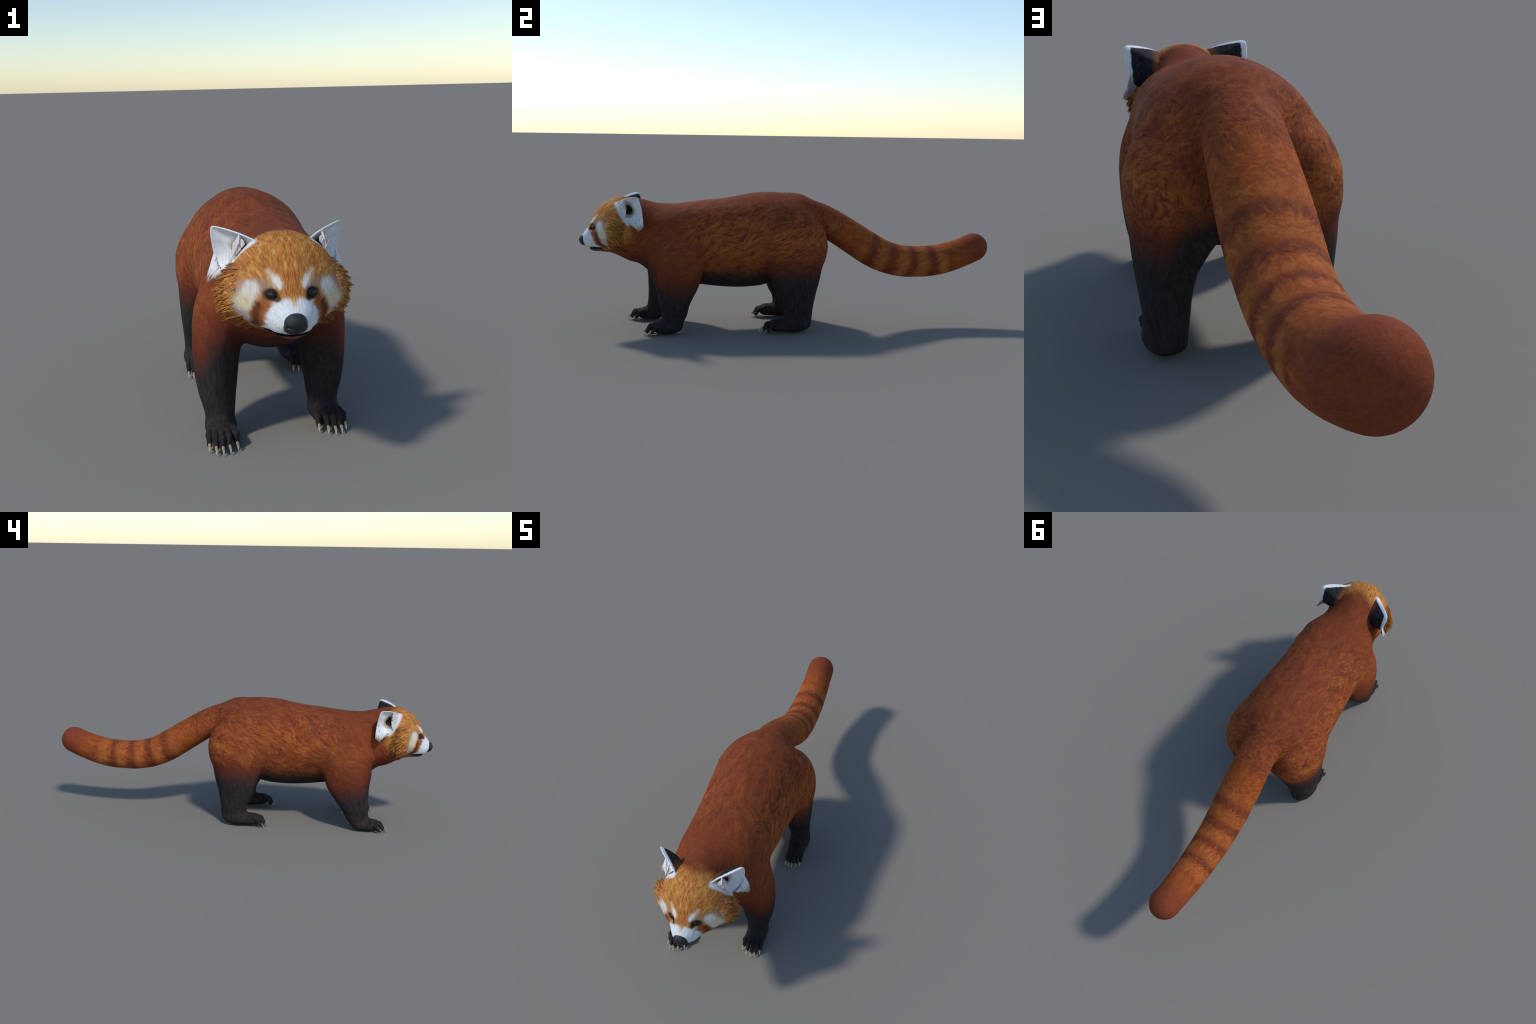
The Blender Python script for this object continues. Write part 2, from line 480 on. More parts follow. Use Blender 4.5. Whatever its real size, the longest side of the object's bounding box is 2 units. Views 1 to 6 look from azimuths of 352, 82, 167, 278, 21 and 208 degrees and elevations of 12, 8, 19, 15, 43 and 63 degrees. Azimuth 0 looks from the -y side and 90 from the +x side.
def coat_material():
    g = Graph('red_panda_coat')
    x, y, z, ax = g.x, g.y, g.z, g.ax
    # fur grain: fine hair streaks and coarser tufts; hair lies back and down the flank, down the legs
    legs = g.step(z, 0.40, 0.24)
    swirl = (g.noise((1, 1, 1), 5.0, 1.0, 0.5) - 0.5) * 0.16
    along = y * 0.84 + z * 0.54; across = z * 0.84 - y * 0.54 + swirl
    hair = g.noise((1.0, 0.17, 1.0), 185.0, 3.0, 0.62, 0.35, g.vec(x, along, across))
    tuft = g.noise((0.8, 0.30, 1.0), 78.0, 4.0, 0.65, 0.7, g.vec(x, along, across))
    patch = g.noise((1.0, 0.7, 1.0), 7.0, 3.0, 0.5, 0.6)
    down = g.noise((1.0, 1.0, 0.22), 120.0, 3.0, 0.6, 0.3)
    rag = (tuft - 0.5) * 2.0
    hr = (hair - 0.5) * 2.0

    # --- body coat
    back = g.step(z + (patch - 0.5) * 0.10, 0.50, 0.60) * g.step(y, 0.30, 0.12)
    flank = g.step(z + (patch - 0.5) * 0.12, 0.52, 0.40) * g.step(y, -0.66, -0.45)
    col = g.mix(flank * (g.step(patch, 0.58, 0.40) * 0.45 + 0.25), RUST, AMBER)
    col = g.mix(back * 0.75, col, SADDLE)
    col = g.mix(g.step(patch, 0.44, 0.60) * 0.55, col, SADDLE)
    blotch = g.noise((1.0, 0.36, 1.0), 30.0, 4.0, 0.66, 0.25, g.vec(x, along, across))
    col = g.mix(g.step(blotch, 0.50, 0.34) * 0.55, col, (0.120, 0.030, 0.014))
    col = g.mix(g.step(blotch, 0.50, 0.66) * (g.step(z, 0.62, 0.50) * 0.22 + 0.26), col, (0.400, 0.118, 0.027))
    # dark flecks and bright hair tips
    fl = g.step(tuft + (patch - 0.5) * 0.30, 0.50, 0.34)
    col = g.mix(fl * (g.step(z, 0.66, 0.54) * 0.40 + 0.28), col, FLECK)
    tipm = g.step(tuft + (hair - 0.5) * 0.5, 0.52, 0.70) * g.step(z, 0.64, 0.50)
    col = g.mix(tipm * 0.46, col, (0.46, 0.160, 0.038))
    # neck and shoulder a little darker
    sh = g.step(y + (patch - 0.5) * 0.1 + g.mx(0.40 - z, 0.0) * 0.2, -0.42, -0.58) * g.step(y, -0.80, -0.70)
    col = g.mix(sh * 0.60, col, (0.185, 0.044, 0.016))

    arm = g.step(y, -0.40, -0.47) * g.step(z + (patch - 0.5) * 0.1, 0.42, 0.33)
    col = g.mix(arm * 0.45, col, (0.150, 0.036, 0.015))

    # --- tail rings
    tl = g.step(y - (z - 0.45) * 0.6, 0.17, 0.27)
    sag = y - 0.62
    zc = sag * sag * 0.75 + 0.302
    s = y + (z - zc) * sag * 1.5 + rag * 0.020 + (patch - 0.5) * 0.07
    tcol = g.mix(g.step(tuft, 0.40, 0.62), (0.265, 0.060, 0.016), (0.365, 0.093, 0.020))
    ring = g.math('SINE', (s - 0.519) * (2 * math.pi / 0.1045)) * 0.5 + 0.5   # light at s = .545, dark at .597
    under = g.step(z - zc, 0.06, -0.02)
    pale = g.step(ring, 0.35, 1.0) * g.step(s, 0.27, 0.36) * g.step(s, 0.88, 0.72) * (under * 0.40 + 0.28)
    darkb = g.step(ring, 0.55, 0.0) * g.step(s, 0.30, 0.40) * g.step(s, 0.87, 0.72)
    tcol = g.mix(pale * (g.step(tuft, 0.30, 0.65) * 0.6 + 0.25), tcol, (0.50, 0.195, 0.055))
    tcol = g.mix(darkb * (g.step(tuft, 0.72, 0.38) * 0.45 + 0.42), tcol, (0.140, 0.034, 0.018))
    tcol = g.mix(g.step(s + rag * 0.01, 0.81, 0.93) * 0.8, tcol, (0.190, 0.043, 0.020))
    col = g.mix(tl, col, tcol)

    # --- black legs, belly and chest
    fore = g.step(y, -0.36, -0.44)
    hind = g.step(y, -0.20, -0.12)
    inner_f = g.step(ax + (y + 0.58) * 0.25, 0.205, 0.14)
    inner_h = g.step(ax, 0.17, 0.07)
    edge = fore * (inner_f * 0.085 + 0.190) + hind * (inner_h * (g.step(y, 0.04, 0.13) * 0.08 + 0.09) + 0.262) + (1.0 - fore - hind) * 0.272  # dark edge set higher on the rear inner haunch, below the tail root
    hgt = z - edge + rag * 0.016 + (patch - 0.5) * 0.05
    fade = g.step(hgt, 0.150, 0.015) * g.step(y, 0.17, 0.12) * g.mx(fore, hind)
    col = g.mix(fade * 0.85, col, MAROON)
    soot = g.step(hgt, 0.070, -0.050) * g.step(y, 0.17, 0.13)
    dk = g.mix(g.step(down, 0.35, 0.68), (0.0215, 0.0178, 0.0175), (0.036, 0.030, 0.029))
    col = g.mix(soot, col, dk)
    sole = g.step(z, 0.010, 0.003)
    col = g.mix(sole * 0.7, col, (0.060, 0.032, 0.022))

    # --- head: golden crown
    rise = z + y + 0.51
    phi = ax / (g.mx(rise, -0.02) + 0.13) * 0.30
    streak = g.noise((1.0, 0.14, 1.0), 240.0, 3.0, 0.62, 0.3, g.vec(phi, rise, 0.0))
    wisp = g.noise((1.0, 0.22, 1.0), 100.0, 3.0, 0.58, 0.6, g.vec(phi, rise, 0.0))
    hf = (streak - 0.5) * 0.010 + (wisp - 0.5) * 0.014           # ragged fur edges, metres
    line = y - ax * 0.40 + g.mx(0.45 - z, 0.0) * 0.9 + (patch - 0.5) * 0.03 + hf
    head = g.step(line + (wisp - 0.5) * 0.02, -0.778, -0.834)
    hc = g.mix(g.step(streak, 0.30, 0.62), UMBER, GOLDEN)
    hc = g.mix(g.step(wisp, 0.50, 0.68) * 0.65, hc, HONEY)
    hc = g.mix(g.step(wisp, 0.46, 0.32) * 0.65, hc, (0.33, 0.098, 0.026))
    rose = g.step(g.ball((0.115, -0.845, 0.545), 0.034) + hf * 20, 1.1, 0.4)
    hc = g.mix(rose * 0.45, hc, (0.400, 0.125, 0.050))
    low = g.step(z + hf, 0.425, 0.395) * g.step(y, -0.885, -0.86)
    hc = g.mix(low * 0.7, hc, (0.210, 0.055, 0.020))
    # tan-grey round the eyes
    tan = g.step(g.blob((0.074, 0.502), (0.034, 0.022)) + hf * 18, 1.25, 0.55)
    hc = g.mix(tan * 0.7, hc, (0.36, 0.245, 0.165))
    # cheek patch: white above, cream in the middle, grey-white below, grey rim
    ck = g.seg((0.098, 0.494), (0.117, 0.452)) + hf
    ck = ck + (streak - 0.5) * 0.012
    ckg = g.step(y, -0.818, -0.85)
    ckm = g.step(ck, 0.029, 0.008) * ckg
    hc = g.mix(g.step(ck, 0.040, 0.018) * 0.75 * ckg * g.step(ax, 0.10, 0.125), hc, (0.38, 0.30, 0.26))
    hc = g.mix(ckm, hc, (0.70, 0.66, 0.60))
    cream = g.step(g.blob((0.117, 0.458), (0.026, 0.028)) + hf * 20, 1.25, 0.25)
    hc = g.mix(cream * 0.85 * ckg, hc, CREAM)
    lo1 = g.step(g.seg((0.122, 0.428), (0.090, 0.391)) + hf * 1.4, 0.021, 0.004)
    hc = g.mix(lo1 * 0.75 * ckg, hc, (0.56, 0.50, 0.47))
    # brow spots
    br = g.seg((0.0335, 0.5105), (0.0385, 0.5185)) + hf * 1.2 + (streak - 0.5) * 0.008
    hc = g.mix(g.step(br, 0.0175, 0.0025), hc, (0.74, 0.71, 0.68))
    br2 = g.seg((0.044, 0.524), (0.055, 0.537)) + (streak - 0.5) * 0.026
    hc = g.mix(g.step(br2, 0.013, 0.0) * 0.6, hc, (0.70, 0.63, 0.54))
    # muzzle
    mz = g.mn(g.blob((0.0, 0.428), (0.066, 0.049)), g.seg((0.020, 0.404), (0.068, 0.398)) * (1 / 0.021))
    face = g.step(y, -0.885, -0.90)
    hc = g.mix(g.step(mz + hf * 14, 1.20, 0.88) * face, hc, g.mix(g.step(streak, 0.3, 0.7), (0.66, 0.69, 0.72), SNOW))
    # tear stripes
    te = g.mn(g.seg((0.068, 0.462), (0.083, 0.434)), g.mn(g.seg((0.083, 0.434), (0.080, 0.407)), g.seg((0.080, 0.407), (0.094, 0.382))))
    tm = g.step(te + hf * 1.2, 0.0205, 0.0085) * g.step(y, -0.845, -0.875)
    hc = g.mix(tm, hc, (0.330, 0.110, 0.036))
    core = g.step((streak - 0.5) * 0.012 + g.mn(g.seg((0.084, 0.456), (0.090, 0.434)), g.seg((0.090, 0.434), (0.086, 0.404))) + hf, 0.0165, 0.002)
    hc = g.mix(core * 0.85, hc, (0.105, 0.026, 0.013))
    # orange nose bridge
    bw = g.ramp(z, 0.455, 0.508, 0.004, 0.0215)
    bd = ax - bw + hf * 1.1
    bm = g.step(bd, 0.008, -0.008) * g.step(z, 0.445, 0.478) * g.step(z, 0.56, 0.52) * face
    hc = g.mix(bm, hc, g.mix(g.step(z, 0.46, 0.49), (0.66, 0.43, 0.20), g.mix(g.step(streak, 0.35, 0.65), (0.30, 0.095, 0.024), (0.58, 0.235, 0.060))))
    # dark eye surround
    eye = g.mn(g.blob((0.0525, 0.4835), (0.0195, 0.0145)), g.blob((0.0435, 0.4775), (0.0125, 0.0095)))
    hc = g.mix(g.step(eye + hf * 10, 1.35, 0.75) * g.step(y, -0.90, -0.915) * 0.9, hc, (0.032, 0.020, 0.017))
    npad = g.step(y + (z - 0.42) * 0.38 + hf * 0.3, -0.9775, -0.9815)
    hc = g.mix(npad * 0.95, hc, (0.020, 0.018, 0.018))
    # chin, lip and throat
    thr = ax * 0.28 + 0.3545 - g.mx(y + 0.87, 0.0) * 0.42
    dchin = g.step(z - thr + hf * 0.4, 0.006, -0.004) * g.step(y, -0.765, -0.80)
    hc = g.mix(dchin, hc, (0.034, 0.022, 0.019))
    lip = g.step(z, 0.3655, 0.3685) * g.step(z - ax * 0.04, 0.3805, 0.3785) * g.step(y, -0.874, -0.884)
    hc = g.mix(lip * 0.9, hc, (0.125, 0.062, 0.056))
    zm = z - ax * 0.04 - 0.3835
    cav = g.step(g.math('ABSOLUTE', zm, 0.0), 0.0062, 0.0046) * g.step(y, -0.884, -0.892)
    hc = g.mix(cav, hc, (0.014, 0.008, 0.008))
    col = g.mix(head, col, hc)
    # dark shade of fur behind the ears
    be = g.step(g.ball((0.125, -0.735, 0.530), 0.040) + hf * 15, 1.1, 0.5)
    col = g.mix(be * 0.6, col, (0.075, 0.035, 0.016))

    # white fur at the ear roots
    yz = (y, z)
    er = g.mn(g.seg((-0.816, 0.597), (-0.792, 0.548), yz), g.mn(g.seg((-0.792, 0.548), (-0.768, 0.514), yz), g.seg((-0.768, 0.516), (-0.742, 0.528), yz)))
    er = er + (streak - 0.5) * 0.010 + hf * 0.6
    col = g.mix(g.step(er, 0.023, 0.009) * g.step(ax, 0.064, 0.078), col, (0.70, 0.69, 0.69))
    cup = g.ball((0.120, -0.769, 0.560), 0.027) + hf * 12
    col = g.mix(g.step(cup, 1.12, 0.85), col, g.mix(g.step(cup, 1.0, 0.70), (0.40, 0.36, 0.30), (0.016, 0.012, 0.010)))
    # hair-fine value variation on everything
    v = g.ramp(hair, 0.25, 0.75, 0.80, 1.20)
    n = g.t.nodes.new('ShaderNodeHueSaturation')
    g.put(n.inputs['Color'], col); g.put(n.inputs['Value'], v)
    g.bump(hair * 0.6 + tuft * 0.8, 0.28, 0.004)
    return g.color(n.outputs['Color'])

def ear_inner_material():
    g = Graph('ear_inner')
    f = g.noise((1, 1, 0.4), 140.0, 3.0)
    h = g.ball((0.104, -0.766, 0.567), 0.030) + (f - 0.5) * 0.35
    c = g.mix(g.step(f, 0.3, 0.7), (0.70, 0.72, 0.74), (0.86, 0.87, 0.88))
    c = g.mix(g.step(h, 1.55, 0.95) * 0.75, c, (0.30, 0.26, 0.19))
    c = g.mix(g.step(h, 0.98, 0.62), c, (0.012, 0.009, 0.008))
    c = g.mix(g.step(h, 0.9, 0.5) * g.step(g.z, 0.562, 0.548) * 0.6, c, (0.10, 0.06, 0.05))
    g.bump(f, 0.3, 0.002)
    return g.color(c)

def ear_back_material():
    g = Graph('ear_back')
    f = g.noise((1, 1, 0.4), 150.0, 3.0)
    w = (f - 0.5) * 0.008
    behind = g.y + 0.82 - (g.ax - 0.074) * 0.93 + w * 1.2       # distance back from the upper rim
    wm = g.mx(g.step(behind, 0.016, 0.009), g.step(g.ax + w, 0.158, 0.164))
    c = g.mix(g.step(f, 0.35, 0.7), (0.012, 0.012, 0.013), (0.032, 0.032, 0.034))
    c = g.mix(g.step(g.ax + w * 2, 0.106, 0.080), c, (0.150, 0.060, 0.022))
    c = g.mix(wm * g.step(g.ax + w, 0.072, 0.09), c, (0.74, 0.77, 0.80))
    g.bump(f, 0.3, 0.002)
    return g.color(c)

def island_random(g):
    n = g.t.nodes.new('ShaderNodeNewGeometry')
    return Ex(g, n.outputs['Random Per Island'])

def tuft_material():
    g = Graph('ear_tuft')
    r = island_random(g)
    c = g.mix(r, (0.66, 0.64, 0.64), (0.84, 0.84, 0.85))
    c = g.mix(g.step(g.z, 0.515, 0.482) * 0.8, c, (0.50, 0.37, 0.33))
    c = g.mix(g.step(g.y, -0.775, -0.795) * 0.45, c, (0.74, 0.60, 0.50))
    g.bsdf.inputs['Roughness'].default_value = 0.7
    return g.color(c)

def ruff_material():
    g = Graph('ruff_fur')
    r = island_random(g)
    f = g.noise((1, 0.5, 1), 170.0, 3.0)
    c = g.mix(g.step(r + (f - 0.5) * 0.8, 0.1, 0.9), (0.300, 0.105, 0.026), (0.540, 0.240, 0.058))
    c = g.mix(g.step(g.z + (f - 0.5) * 0.03, 0.425, 0.390) * 0.7, c, (0.230, 0.060, 0.020))
    c = g.mix(g.step(g.z + (f - 0.5) * 0.03, 0.515, 0.545) * 0.7, c, (0.300, 0.130, 0.062))
    c = g.mix(g.step(g.y + (f - 0.5) * 0.01, -0.858, -0.874) * 0.6, c, (0.48, 0.36, 0.24))
    g.bump(f, 0.4, 0.002)
    return g.color(c)

def plain(name, c, rough, spec=0.3, coat=0.0, grain=0.0, freq=200.0, second=None):
    g = Graph(name, rough, spec)
    g.bsdf.inputs['Coat Weight'].default_value = coat
    g.bsdf.inputs['Coat Roughness'].default_value = 0.05
    f = g.noise((1, 1, 1), freq, 3.0)
    if grain:
        g.bump(f, grain, 0.0015)
    return g.color(g.mix(g.step(f, 0.35, 0.65), c, second or c))

def claw_material():
    g = Graph('claw_horn', 0.4, 0.35)
    f = g.noise((1, 1, 0.5), 300.0, 2.0)
    c = g.mix(g.step(g.z + (f - 0.5) * 0.004, -0.002, -0.010), (0.34, 0.25, 0.17), (0.47, 0.42, 0.33))
    c = g.mix(g.step(g.z, -0.011, -0.017), c, (0.42, 0.45, 0.43))
    return g.color(c)

COAT = coat_material()
EAR_IN = ear_inner_material(); EAR_BACK = ear_back_material(); TUFT = tuft_material(); RUFF = ruff_material()
NOSE = plain('nose_leather', (0.011, 0.013, 0.014), 0.42, 0.4, 0.0, 0.6, 900.0, (0.022, 0.026, 0.027))
EYEM = plain('eye_gloss', (0.009, 0.007, 0.006), 0.40, 0.35, 0.1, 0.0, 100.0, (0.016, 0.010, 0.008))
LIDM = plain('eyelid_skin', (0.016, 0.011, 0.010), 0.5, 0.3)
CLAWM = claw_material()
TOOTHM = plain('tooth_enamel', (0.62, 0.60, 0.52), 0.3, 0.5, 0.0, 0.0, 300.0, (0.52, 0.49, 0.40))

# ---------------------------------------------------------------- build: body
X = steps([(-0.262, -0.222, 0.0045), (-0.222, -0.112, 0.0023), (-0.112, 0.112, 0.0042), (0.112, 0.222, 0.0023), (0.222, 0.262, 0.0045)])
Y = steps([(-1.006, -0.84, 0.0036), (-0.84, -0.77, 0.0045), (-0.77, -0.60, 0.0040), (-0.60, -0.18, 0.0075), (-0.18, -0.08, 0.004), (-0.08, 1.02, 0.0085)])
Z = steps([(-0.008, 0.07, 0.0034), (0.07, 0.345, 0.007), (0.345, 0.405, 0.0024), (0.405, 0.53, 0.0045), (0.53, 0.665, 0.006)])
V, Q, N = surface_nets(body, X, Y, Z)

def regions(V, Q):
    C = V[Q].mean(1)
    d = fields(C)
    x, y, z = C.T
    lab = np.full(len(C), 'torso', dtype=object)
    lab[y + 0.35 * (z - 0.45) < -0.655] = 'neck'
    lab[y + 0.25 * (z - 0.45) < -0.765] = 'head'
    lab[(d['tail'] < d['trunk']) & (y > 0.1) & (0.8 * y - 0.6 * (z - 0.5) > 0.13)] = 'tail'
    for k in 'LR':
        for p in ('hind', 'fore'):
            m = (np.minimum(d[p + k], d['paw_' + p + k]) < d['trunk'] - 0.004) & (z < 0.47) & (lab != 'tail') & (lab != 'head')
            lab[m] = ('hind_leg' if p == 'hind' else 'foreleg') + k
            lab[m & (z < 0.075)] = ('hind_paw' if p == 'hind' else 'forepaw') + k
    return lab

LAB = regions(V, Q)
for key in sorted(set(LAB)):
    q = Q[LAB == key]
    u, inv = np.unique(q, return_inverse=True)
    name = key.rstrip('LR')
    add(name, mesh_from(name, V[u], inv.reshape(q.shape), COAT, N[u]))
print('BODY', len(V), len(Q))

# ---------------------------------------------------------------- details
def ring_mesh(rings, close_start=False, close_end=False):
    """Quads between successive closed rings of equal length."""
    V = []; Q = []
    n = len(rings[0])
    for r in rings:
        V += [tuple(p) for p in r]
    for a in range(len(rings) - 1):
        for i in range(n):
            j = (i + 1) % n
            Q.append((a * n + i, a * n + j, (a + 1) * n + j, (a + 1) * n + i))
    if close_start:
        Q.append(tuple(range(n - 1, -1, -1)))
    if close_end:
        Q.append(tuple(range((len(rings) - 1) * n, len(rings) * n)))
    return V, Q

def spline_loop(pts, n):
    P = np.array(pts, float); m = len(P)
    out = []
    for k in range(n):
        u = k * m / n; i = int(u); t = u - i
        p0, p1, p2, p3 = P[(i - 1) % m], P[i % m], P[(i + 1) % m], P[(i + 2) % m]
        out.append(0.5 * (2 * p1 + (p2 - p0) * t + (2 * p0 - 5 * p1 + 4 * p2 - p3) * t * t + (3 * p1 - p0 - 3 * p2 + p3) * t ** 3))
    return np.array(out)

def mirror(V, Q, side):
    if side > 0:
        return V, Q
    return [(-v[0], v[1], v[2]) for v in V], [tuple(reversed(q)) for q in Q]

def poly(name, V, Q, mat, smooth=True):
    me = bpy.data.meshes.new(name)
    me.from_pydata(V, [], Q)
    if smooth:
        me.polygons.foreach_set('use_smooth', [True] * len(me.polygons))
    me.materials.append(mat)
    me.update()
    return me

# --- fur locks: flattened, curved, pointed spindles
def lock(root, d, up, length, width, thick, curl, seg=7, sides=6):
    d = np.array(d, float); d /= np.linalg.norm(d)
    up = np.array(up, float); s = np.cross(d, up); s /= np.linalg.norm(s); u = np.cross(s, d)
    rings = []
    for k in range(seg + 1):
        t = k / seg
        c = np.array(root) + d * length * t + u * curl * length * t * t
        w = (0.55 + 0.9 * t if t < 0.5 else 2.0 * (1 - t)) * (1 if t < 1 else 0) + 0.02
        a = [c + (s * math.cos(q) * width + u * math.sin(q) * thick) * w for q in [2 * math.pi * i / sides for i in range(sides)]]
        rings.append(a)
    return ring_mesh(rings, True, True)

class Pile:
    def __init__(self):
        self.V = []; self.Q = []
    def put(self, vq):
        o = len(self.V)
        self.V += [tuple(v) for v in vq[0]]
        self.Q += [tuple(i + o for i in q) for q in vq[1]]

def skin(y, z, side=1, zc=None):
    """x of the body surface at (y, z)."""
    lo, hi = 0.0, 0.26
    for _ in range(26):
        m = (lo + hi) / 2
        if body(np.array([[m, y, z]]))[0] < 0:
            lo = m
        else:
            hi = m
    return side * lo

# --- ears
RIM = [(0.070, -0.818, 0.597), (0.098, -0.795, 0.611), (0.126, -0.774, 0.620), (0.152, -0.752, 0.626),
       (0.174, -0.727, 0.626), (0.1765, -0.718, 0.602), (0.1725, -0.711, 0.575), (0.168, -0.709, 0.548),
       (0.158, -0.720, 0.522), (0.145, -0.748, 0.508), (0.134, -0.775, 0.514), (0.125, -0.785, 0.533),
       (0.111, -0.788, 0.558), (0.088, -0.800, 0.583)]
HOLE = np.array([0.104, -0.766, 0.567])
FACE = np.array([0.70, -0.70, 0.12]); FACE /= np.linalg.norm(FACE)
def ear(side):
    n = 72
    R = spline_loop(RIM, n)
    cen = R.mean(0)
    base = np.array([0.074, -0.757, 0.550])
    tipw = np.clip(((R - base) @ np.array([0.7, 0.5, 0.5])) / 0.12, 0.0, 1)[:, None]
    rings = []
    # back of the ear, from the skull out to the rim
    for t in np.linspace(0, 1, 12):
        B = base + (R - cen) * 0.50 - FACE * 0.010
        p = B + (R - B) * t - FACE * (0.013 * math.sin(math.pi * min(1, t * 0.92 + 0.08)) * (0.35 + 0.65 * tipw)) - FACE * 0.0045 * t
        rings.append(p)
    out = (R - cen); out /= np.linalg.norm(out, axis=1)[:, None]
    rings.append(R + out * 0.0012 - FACE * 0.0018)
    rings.append(R + out * 0.0012 + FACE * 0.0012)
    rings.append(R - out * 0.0025 + FACE * 0.0026)
    # hollow of the ear
    for t in np.linspace(0.06, 1, 14):
        p = R + (HOLE + FACE * 0.004 + out * 0.004 - R) * t - FACE * (0.010 * math.sin(math.pi * t) - 0.0026 * (1 - t))
        rings.append(p)
    V, Q = ring_mesh(rings, False, True)
    # rim control points run clockwise seen from outside: flip to face outward
    return mirror(V, [tuple(reversed(q)) for q in Q], side)

def ear_tuft(side, rng):
    pile = Pile()
    # hanging lobe tuft
    A = np.array([0.166, -0.706, 0.548]); B = np.array([0.150, -0.760, 0.512])
    for k in range(64):
        t = k / 63
        r = A + (B - A) * t + FACE * rng.uniform(-0.002, 0.004) + np.array([0, 0, 0.006])
        r[2] -= 0.02 * math.sin(math.pi * t)
        tip = np.array([0.192, -0.718, 0.464]) + np.array([0.0, -0.014, 0.016]) * t + np.array([-0.004, 0.010, 0.022]) * (1 - t) ** 2
        tip += np.array([rng.uniform(-.004, .004), rng.uniform(-.006, .006), rng.uniform(-.006, .008)])
        w = min(1.0, max(0.0, (t - 0.50) / 0.35))
        tip = tip * (1 - w) + (r + np.array([0.008, 0.012, -0.026]) * rng.uniform(0.7, 1.1)) * w
        d = tip - r; L = np.linalg.norm(d)
        pile.put(lock(r, d, FACE, L, rng.uniform(0.0028, 0.0045), 0.0014, rng.uniform(-0.10, 0.08)))
    # tuft standing in front of the ear opening
    for k in range(48):
        t = rng.random() * 1.4
        r = np.array([0.122, -0.801, 0.572]) * t + np.array([0.139, -0.788, 0.528]) * (1 - t)
        tip = np.array([0.120, -0.781, 0.596]) + np.array([0.014, 0.004, -0.036]) * (1 - t)
        tip += np.array([-0.012, -0.004, 0.004]) * max(0.0, t - 0.8)
        tip += np.array([rng.uniform(-.003, .003), rng.uniform(-.003, .003), rng.uniform(-.004, .004)])
        d = tip - r; L = np.linalg.norm(d)
        pile.put(lock(r, d, FACE, L, rng.uniform(0.003, 0.005), 0.0014, rng.uniform(-0.05, 0.10)))
    for k in range(30):
        t = rng.random()
        r = np.array([0.098, -0.808, 0.590]) * t + np.array([0.120, -0.800, 0.560]) * (1 - t)
        d = np.array([0.008 + rng.uniform(-.004, .004), 0.012 + rng.uniform(-.004, .004), 0.026 - 0.010 * t])
        pile.put(lock(r, d, FACE, np.linalg.norm(d) * rng.uniform(0.8, 1.1), rng.uniform(0.003, 0.0048), 0.0014, rng.uniform(-0.05, 0.10)))
    return mirror(pile.V, pile.Q, side)

def cheek_ruff(side, rng):
    """Rows of pointed clumps, each a bundle of fine hairs that meet at the tip."""
    pile = Pile()
    rows = ((-0.860, 0.395, 0.520, 12, 0.034), (-0.850, 0.386, 0.543, 14, 0.039),
            (-0.838, 0.380, 0.550, 15, 0.045), (-0.825, 0.378, 0.548, 14, 0.044), (-0.811, 0.382, 0.535, 12, 0.036), (-0.798, 0.390, 0.515, 9, 0.026))
    for y0, zlo, zhi, n, L0 in rows:
        for k in range(n):
            z = zlo + (zhi - zlo) * (k + rng.uniform(0.1, 0.9)) / n
            y = y0 + rng.uniform(-.005, .005)
            x = skin(y, z) - 0.005
            e = min(1.0, 4 * (z - zlo + 0.02) / (zhi - zlo), 4 * (zhi + 0.02 - z) / (zhi - zlo))
            d = np.array([0.66, 0.50 + rng.uniform(-.15, .15), (z - 0.463) * 2.4 - 0.34 + rng.uniform(-.12, .12)])
            d /= np.linalg.norm(d)
            L = L0 * rng.uniform(0.65, 1.05) * (0.6 + 0.4 * e)
            tip = np.array((x, y, z)) + d * L
            for h in range(13):
                off = np.array((rng.uniform(-.001, .002), rng.uniform(-.0055, .0055), rng.uniform(-.006, .006)))
                r = np.array((x, y, z)) + off - d * 0.007
                tt = tip + off * 0.35 + np.array([rng.uniform(-.0022, .0022) for _ in range(3)]) - d * rng.uniform(0, 0.3) * L
                dd = tt - r
                pile.put(lock(r, dd, (0.9, -0.5, 0.1), np.linalg.norm(dd), rng.uniform(0.0014, 0.0025), 0.0012, rng.uniform(-0.22, 0.02), 5, 5))
    return mirror(pile.V, pile.Q, side)

# --- nose
def nose_field(P):
    x, y, z = P.T
    f = ellipsoid(P, (0, -0.9770, 0.4215), (0.0295, 0.0235, 0.0250))
    f = smin(f, ellipsoid(P, (0, -0.9700, 0.4060), (0.021, 0.020, 0.014)), 0.012)
    Q = P.copy(); Q[:, 0] = np.abs(Q[:, 0])
    f = smax(f, -capsule(Q, (0.0125, -1.002, 0.4085), (0.021, -0.988, 0.4125), 0.0042, 0.0030), 0.004)
    f = smax(f, -capsule(P, (0, -1.003, 0.412), (0, -0.985, 0.392), 0.0030, 0.0030), 0.004)
    return f

# --- claws: curved tapering horn, pointing down and forward
def claw():
    rings = []
    for k in range(11):
        t = k / 10
        a = 0.35 + 1.1 * t
        y = -0.0165 * math.sin(a) / math.sin(1.45); z = -0.0185 * (1 - math.cos(a)) / (1 - math.cos(1.45))
        r = 0.0049 * (1 - t) ** 0.7 + 0.0005
        rings.append([(r * 0.85 * math.cos(q), y + r * 0.5 * math.sin(q) * math.sin(a), z + r * 1.2 * math.sin(q) * math.cos(a)) for q in [2 * math.pi * i / 10 for i in range(10)]])
    return ring_mesh(rings, True, True)

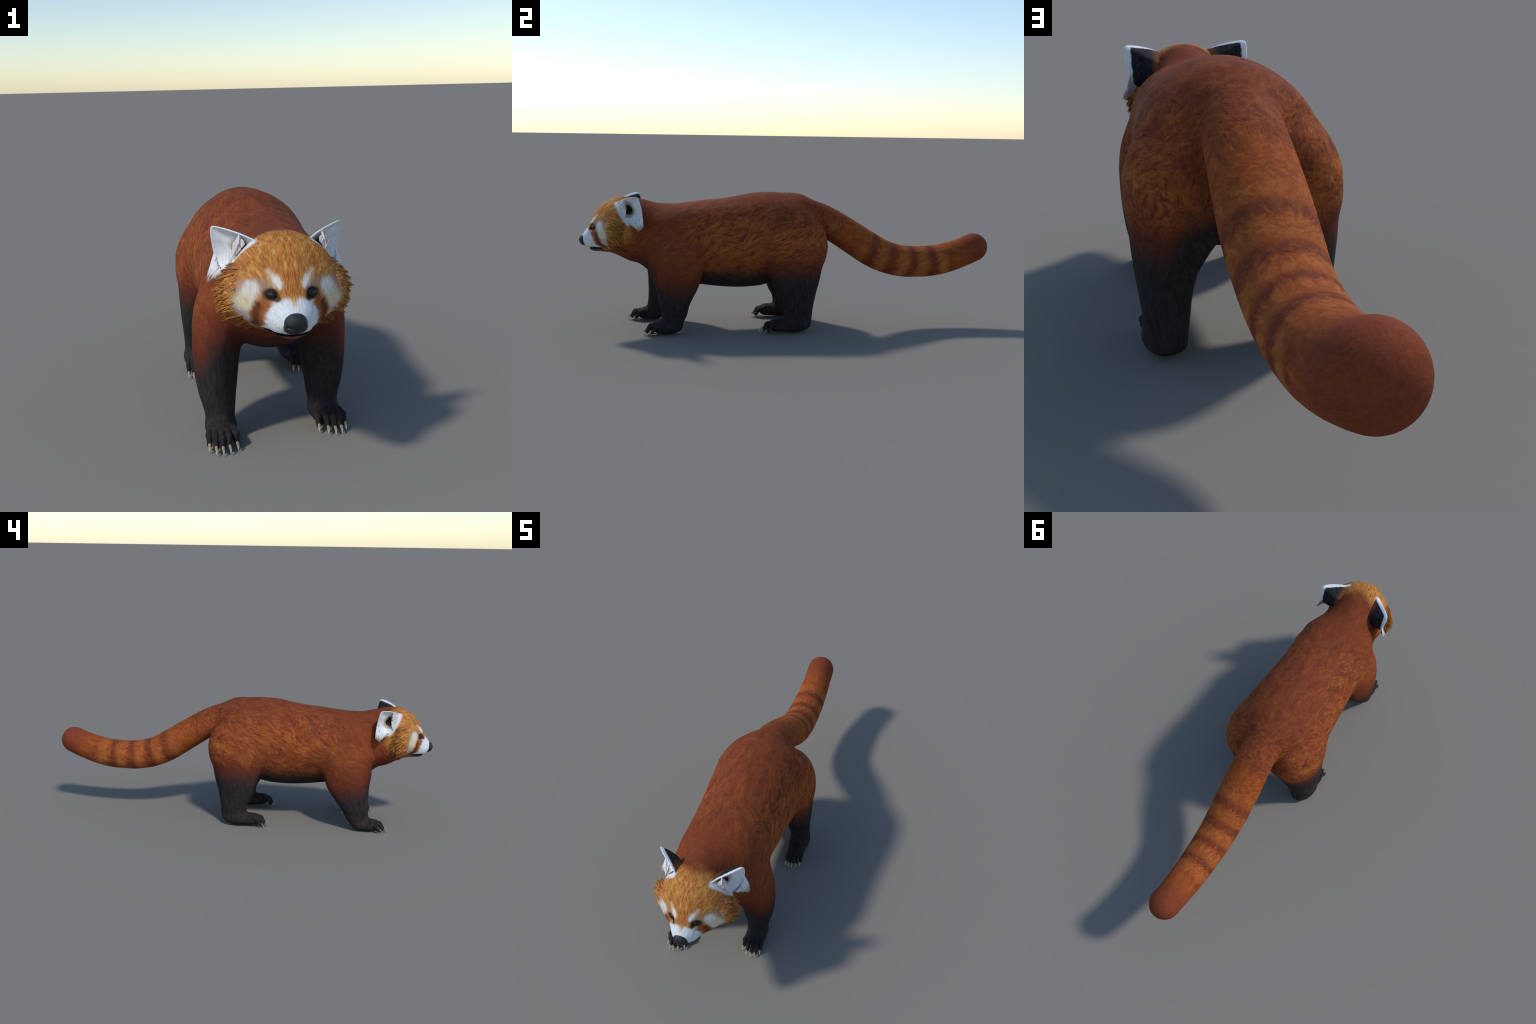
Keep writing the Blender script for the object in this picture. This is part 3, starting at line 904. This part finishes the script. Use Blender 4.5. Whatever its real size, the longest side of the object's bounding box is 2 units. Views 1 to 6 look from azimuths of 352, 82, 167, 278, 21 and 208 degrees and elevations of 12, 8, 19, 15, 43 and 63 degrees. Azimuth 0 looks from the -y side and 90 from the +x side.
rng = random.Random(7)
for side in (1, -1):
    V_, Q_ = ear(side)
    e = add('ear', poly('ear', V_, Q_, EAR_IN))
    e.data.materials.append(EAR_BACK)
    for p_ in e.data.polygons:
        if p_.index < 72 * 12:
            p_.material_index = 1
    V_, Q_ = ear_tuft(side, random.Random(11))
    t_ = add('ear_tuft', poly('ear_tuft', V_, Q_, TUFT), e); t_['kind'] = 'stuff'
    V_, Q_ = cheek_ruff(side, random.Random(5 if side > 0 else 6))
    r_ = add('cheek_ruff', poly('cheek_ruff', V_, Q_, RUFF)); r_['kind'] = 'stuff'

NX = steps([(-0.036, 0.036, 0.0016)]); NY = steps([(-1.004, -0.94, 0.0016)]); NZ = steps([(0.385, 0.452, 0.0016)])
nV, nQ, nN = surface_nets(nose_field, NX, NY, NZ)
add('nose', mesh_from('nose', nV, nQ, NOSE, nN))

def eyeball():
    rings = []
    for k in range(25):
        a = 0.03 + (math.pi - 0.06) * k / 24
        rings.append([(0.0150 * math.sin(a) * math.cos(q), -0.0150 * math.cos(a), 0.0150 * math.sin(a) * math.sin(q)) for q in [2 * math.pi * i / 24 for i in range(24)]])
    return ring_mesh(rings, True, True)

def eyelid():
    rings = []
    for i in range(32):
        q = 2 * math.pi * i / 32
        c = np.array([0.0138 * math.cos(q), -0.0118 + 0.0060 * math.cos(q) ** 2, 0.0098 * math.sin(q) + 0.0016 * math.cos(q)])
        o = c / np.linalg.norm(c); tan = np.array([-math.sin(q), 0, math.cos(q)]); b = np.cross(o, tan)
        rings.append([c + (o * math.cos(w) + b * math.sin(w)) * 0.0018 for w in [2 * math.pi * j / 8 for j in range(8)]])
    rings.append(rings[0])
    return ring_mesh(rings)

em = poly('eyeball', *eyeball(), EYEM); lm = poly('eyelid', *eyelid(), LIDM)
for side in (1, -1):
    for nm, me in (('eye', em), ('eyelid', lm)):
        o = add(nm, me)
        o.location = (side * EYE[0], EYE[1], EYE[2])
        o.rotation_euler = (math.radians(4), 0, side * math.radians(38))
        o.scale = (1.25 * (-1 if nm == 'eyelid' and side < 0 else 1), 1, 0.95)

cm = poly('claw', *claw(), CLAWM)
for key, foot in FEET.items():
    for i, ((tx, ty), k) in enumerate(foot.toes):
        o = add('claw', cm)
        o.location = (tx, ty - 0.003, 0.0195)
        o.rotation_euler = (0, 0, math.radians((i - 2) * 5 * (1 if tx > 0 else -1)))

# --- teeth glimpsed in the open mouth
def tooth():
    rings = []
    for t, w in ((0, 1.0), (0.4, 0.95), (0.8, 0.6), (1.0, 0.15)):
        rings.append([(0.0024 * w * math.cos(q), 0.0030 * w * math.sin(q), 0.008 * t) for q in [2 * math.pi * i / 8 for i in range(8)]])
    return ring_mesh(rings, True, True)
tm = poly('tooth', *tooth(), TOOTHM)
for side in (1, -1):
    for k in range(6):
        y = -0.896 - 0.0085 * k
        x = skin(y, 0.374) - 0.007
        o = add('tooth', tm); o.location = (side * x, y, 0.3765); o.scale = (1, 1.25 if k < 3 else 0.8, 0.95 if k % 2 else 0.75)
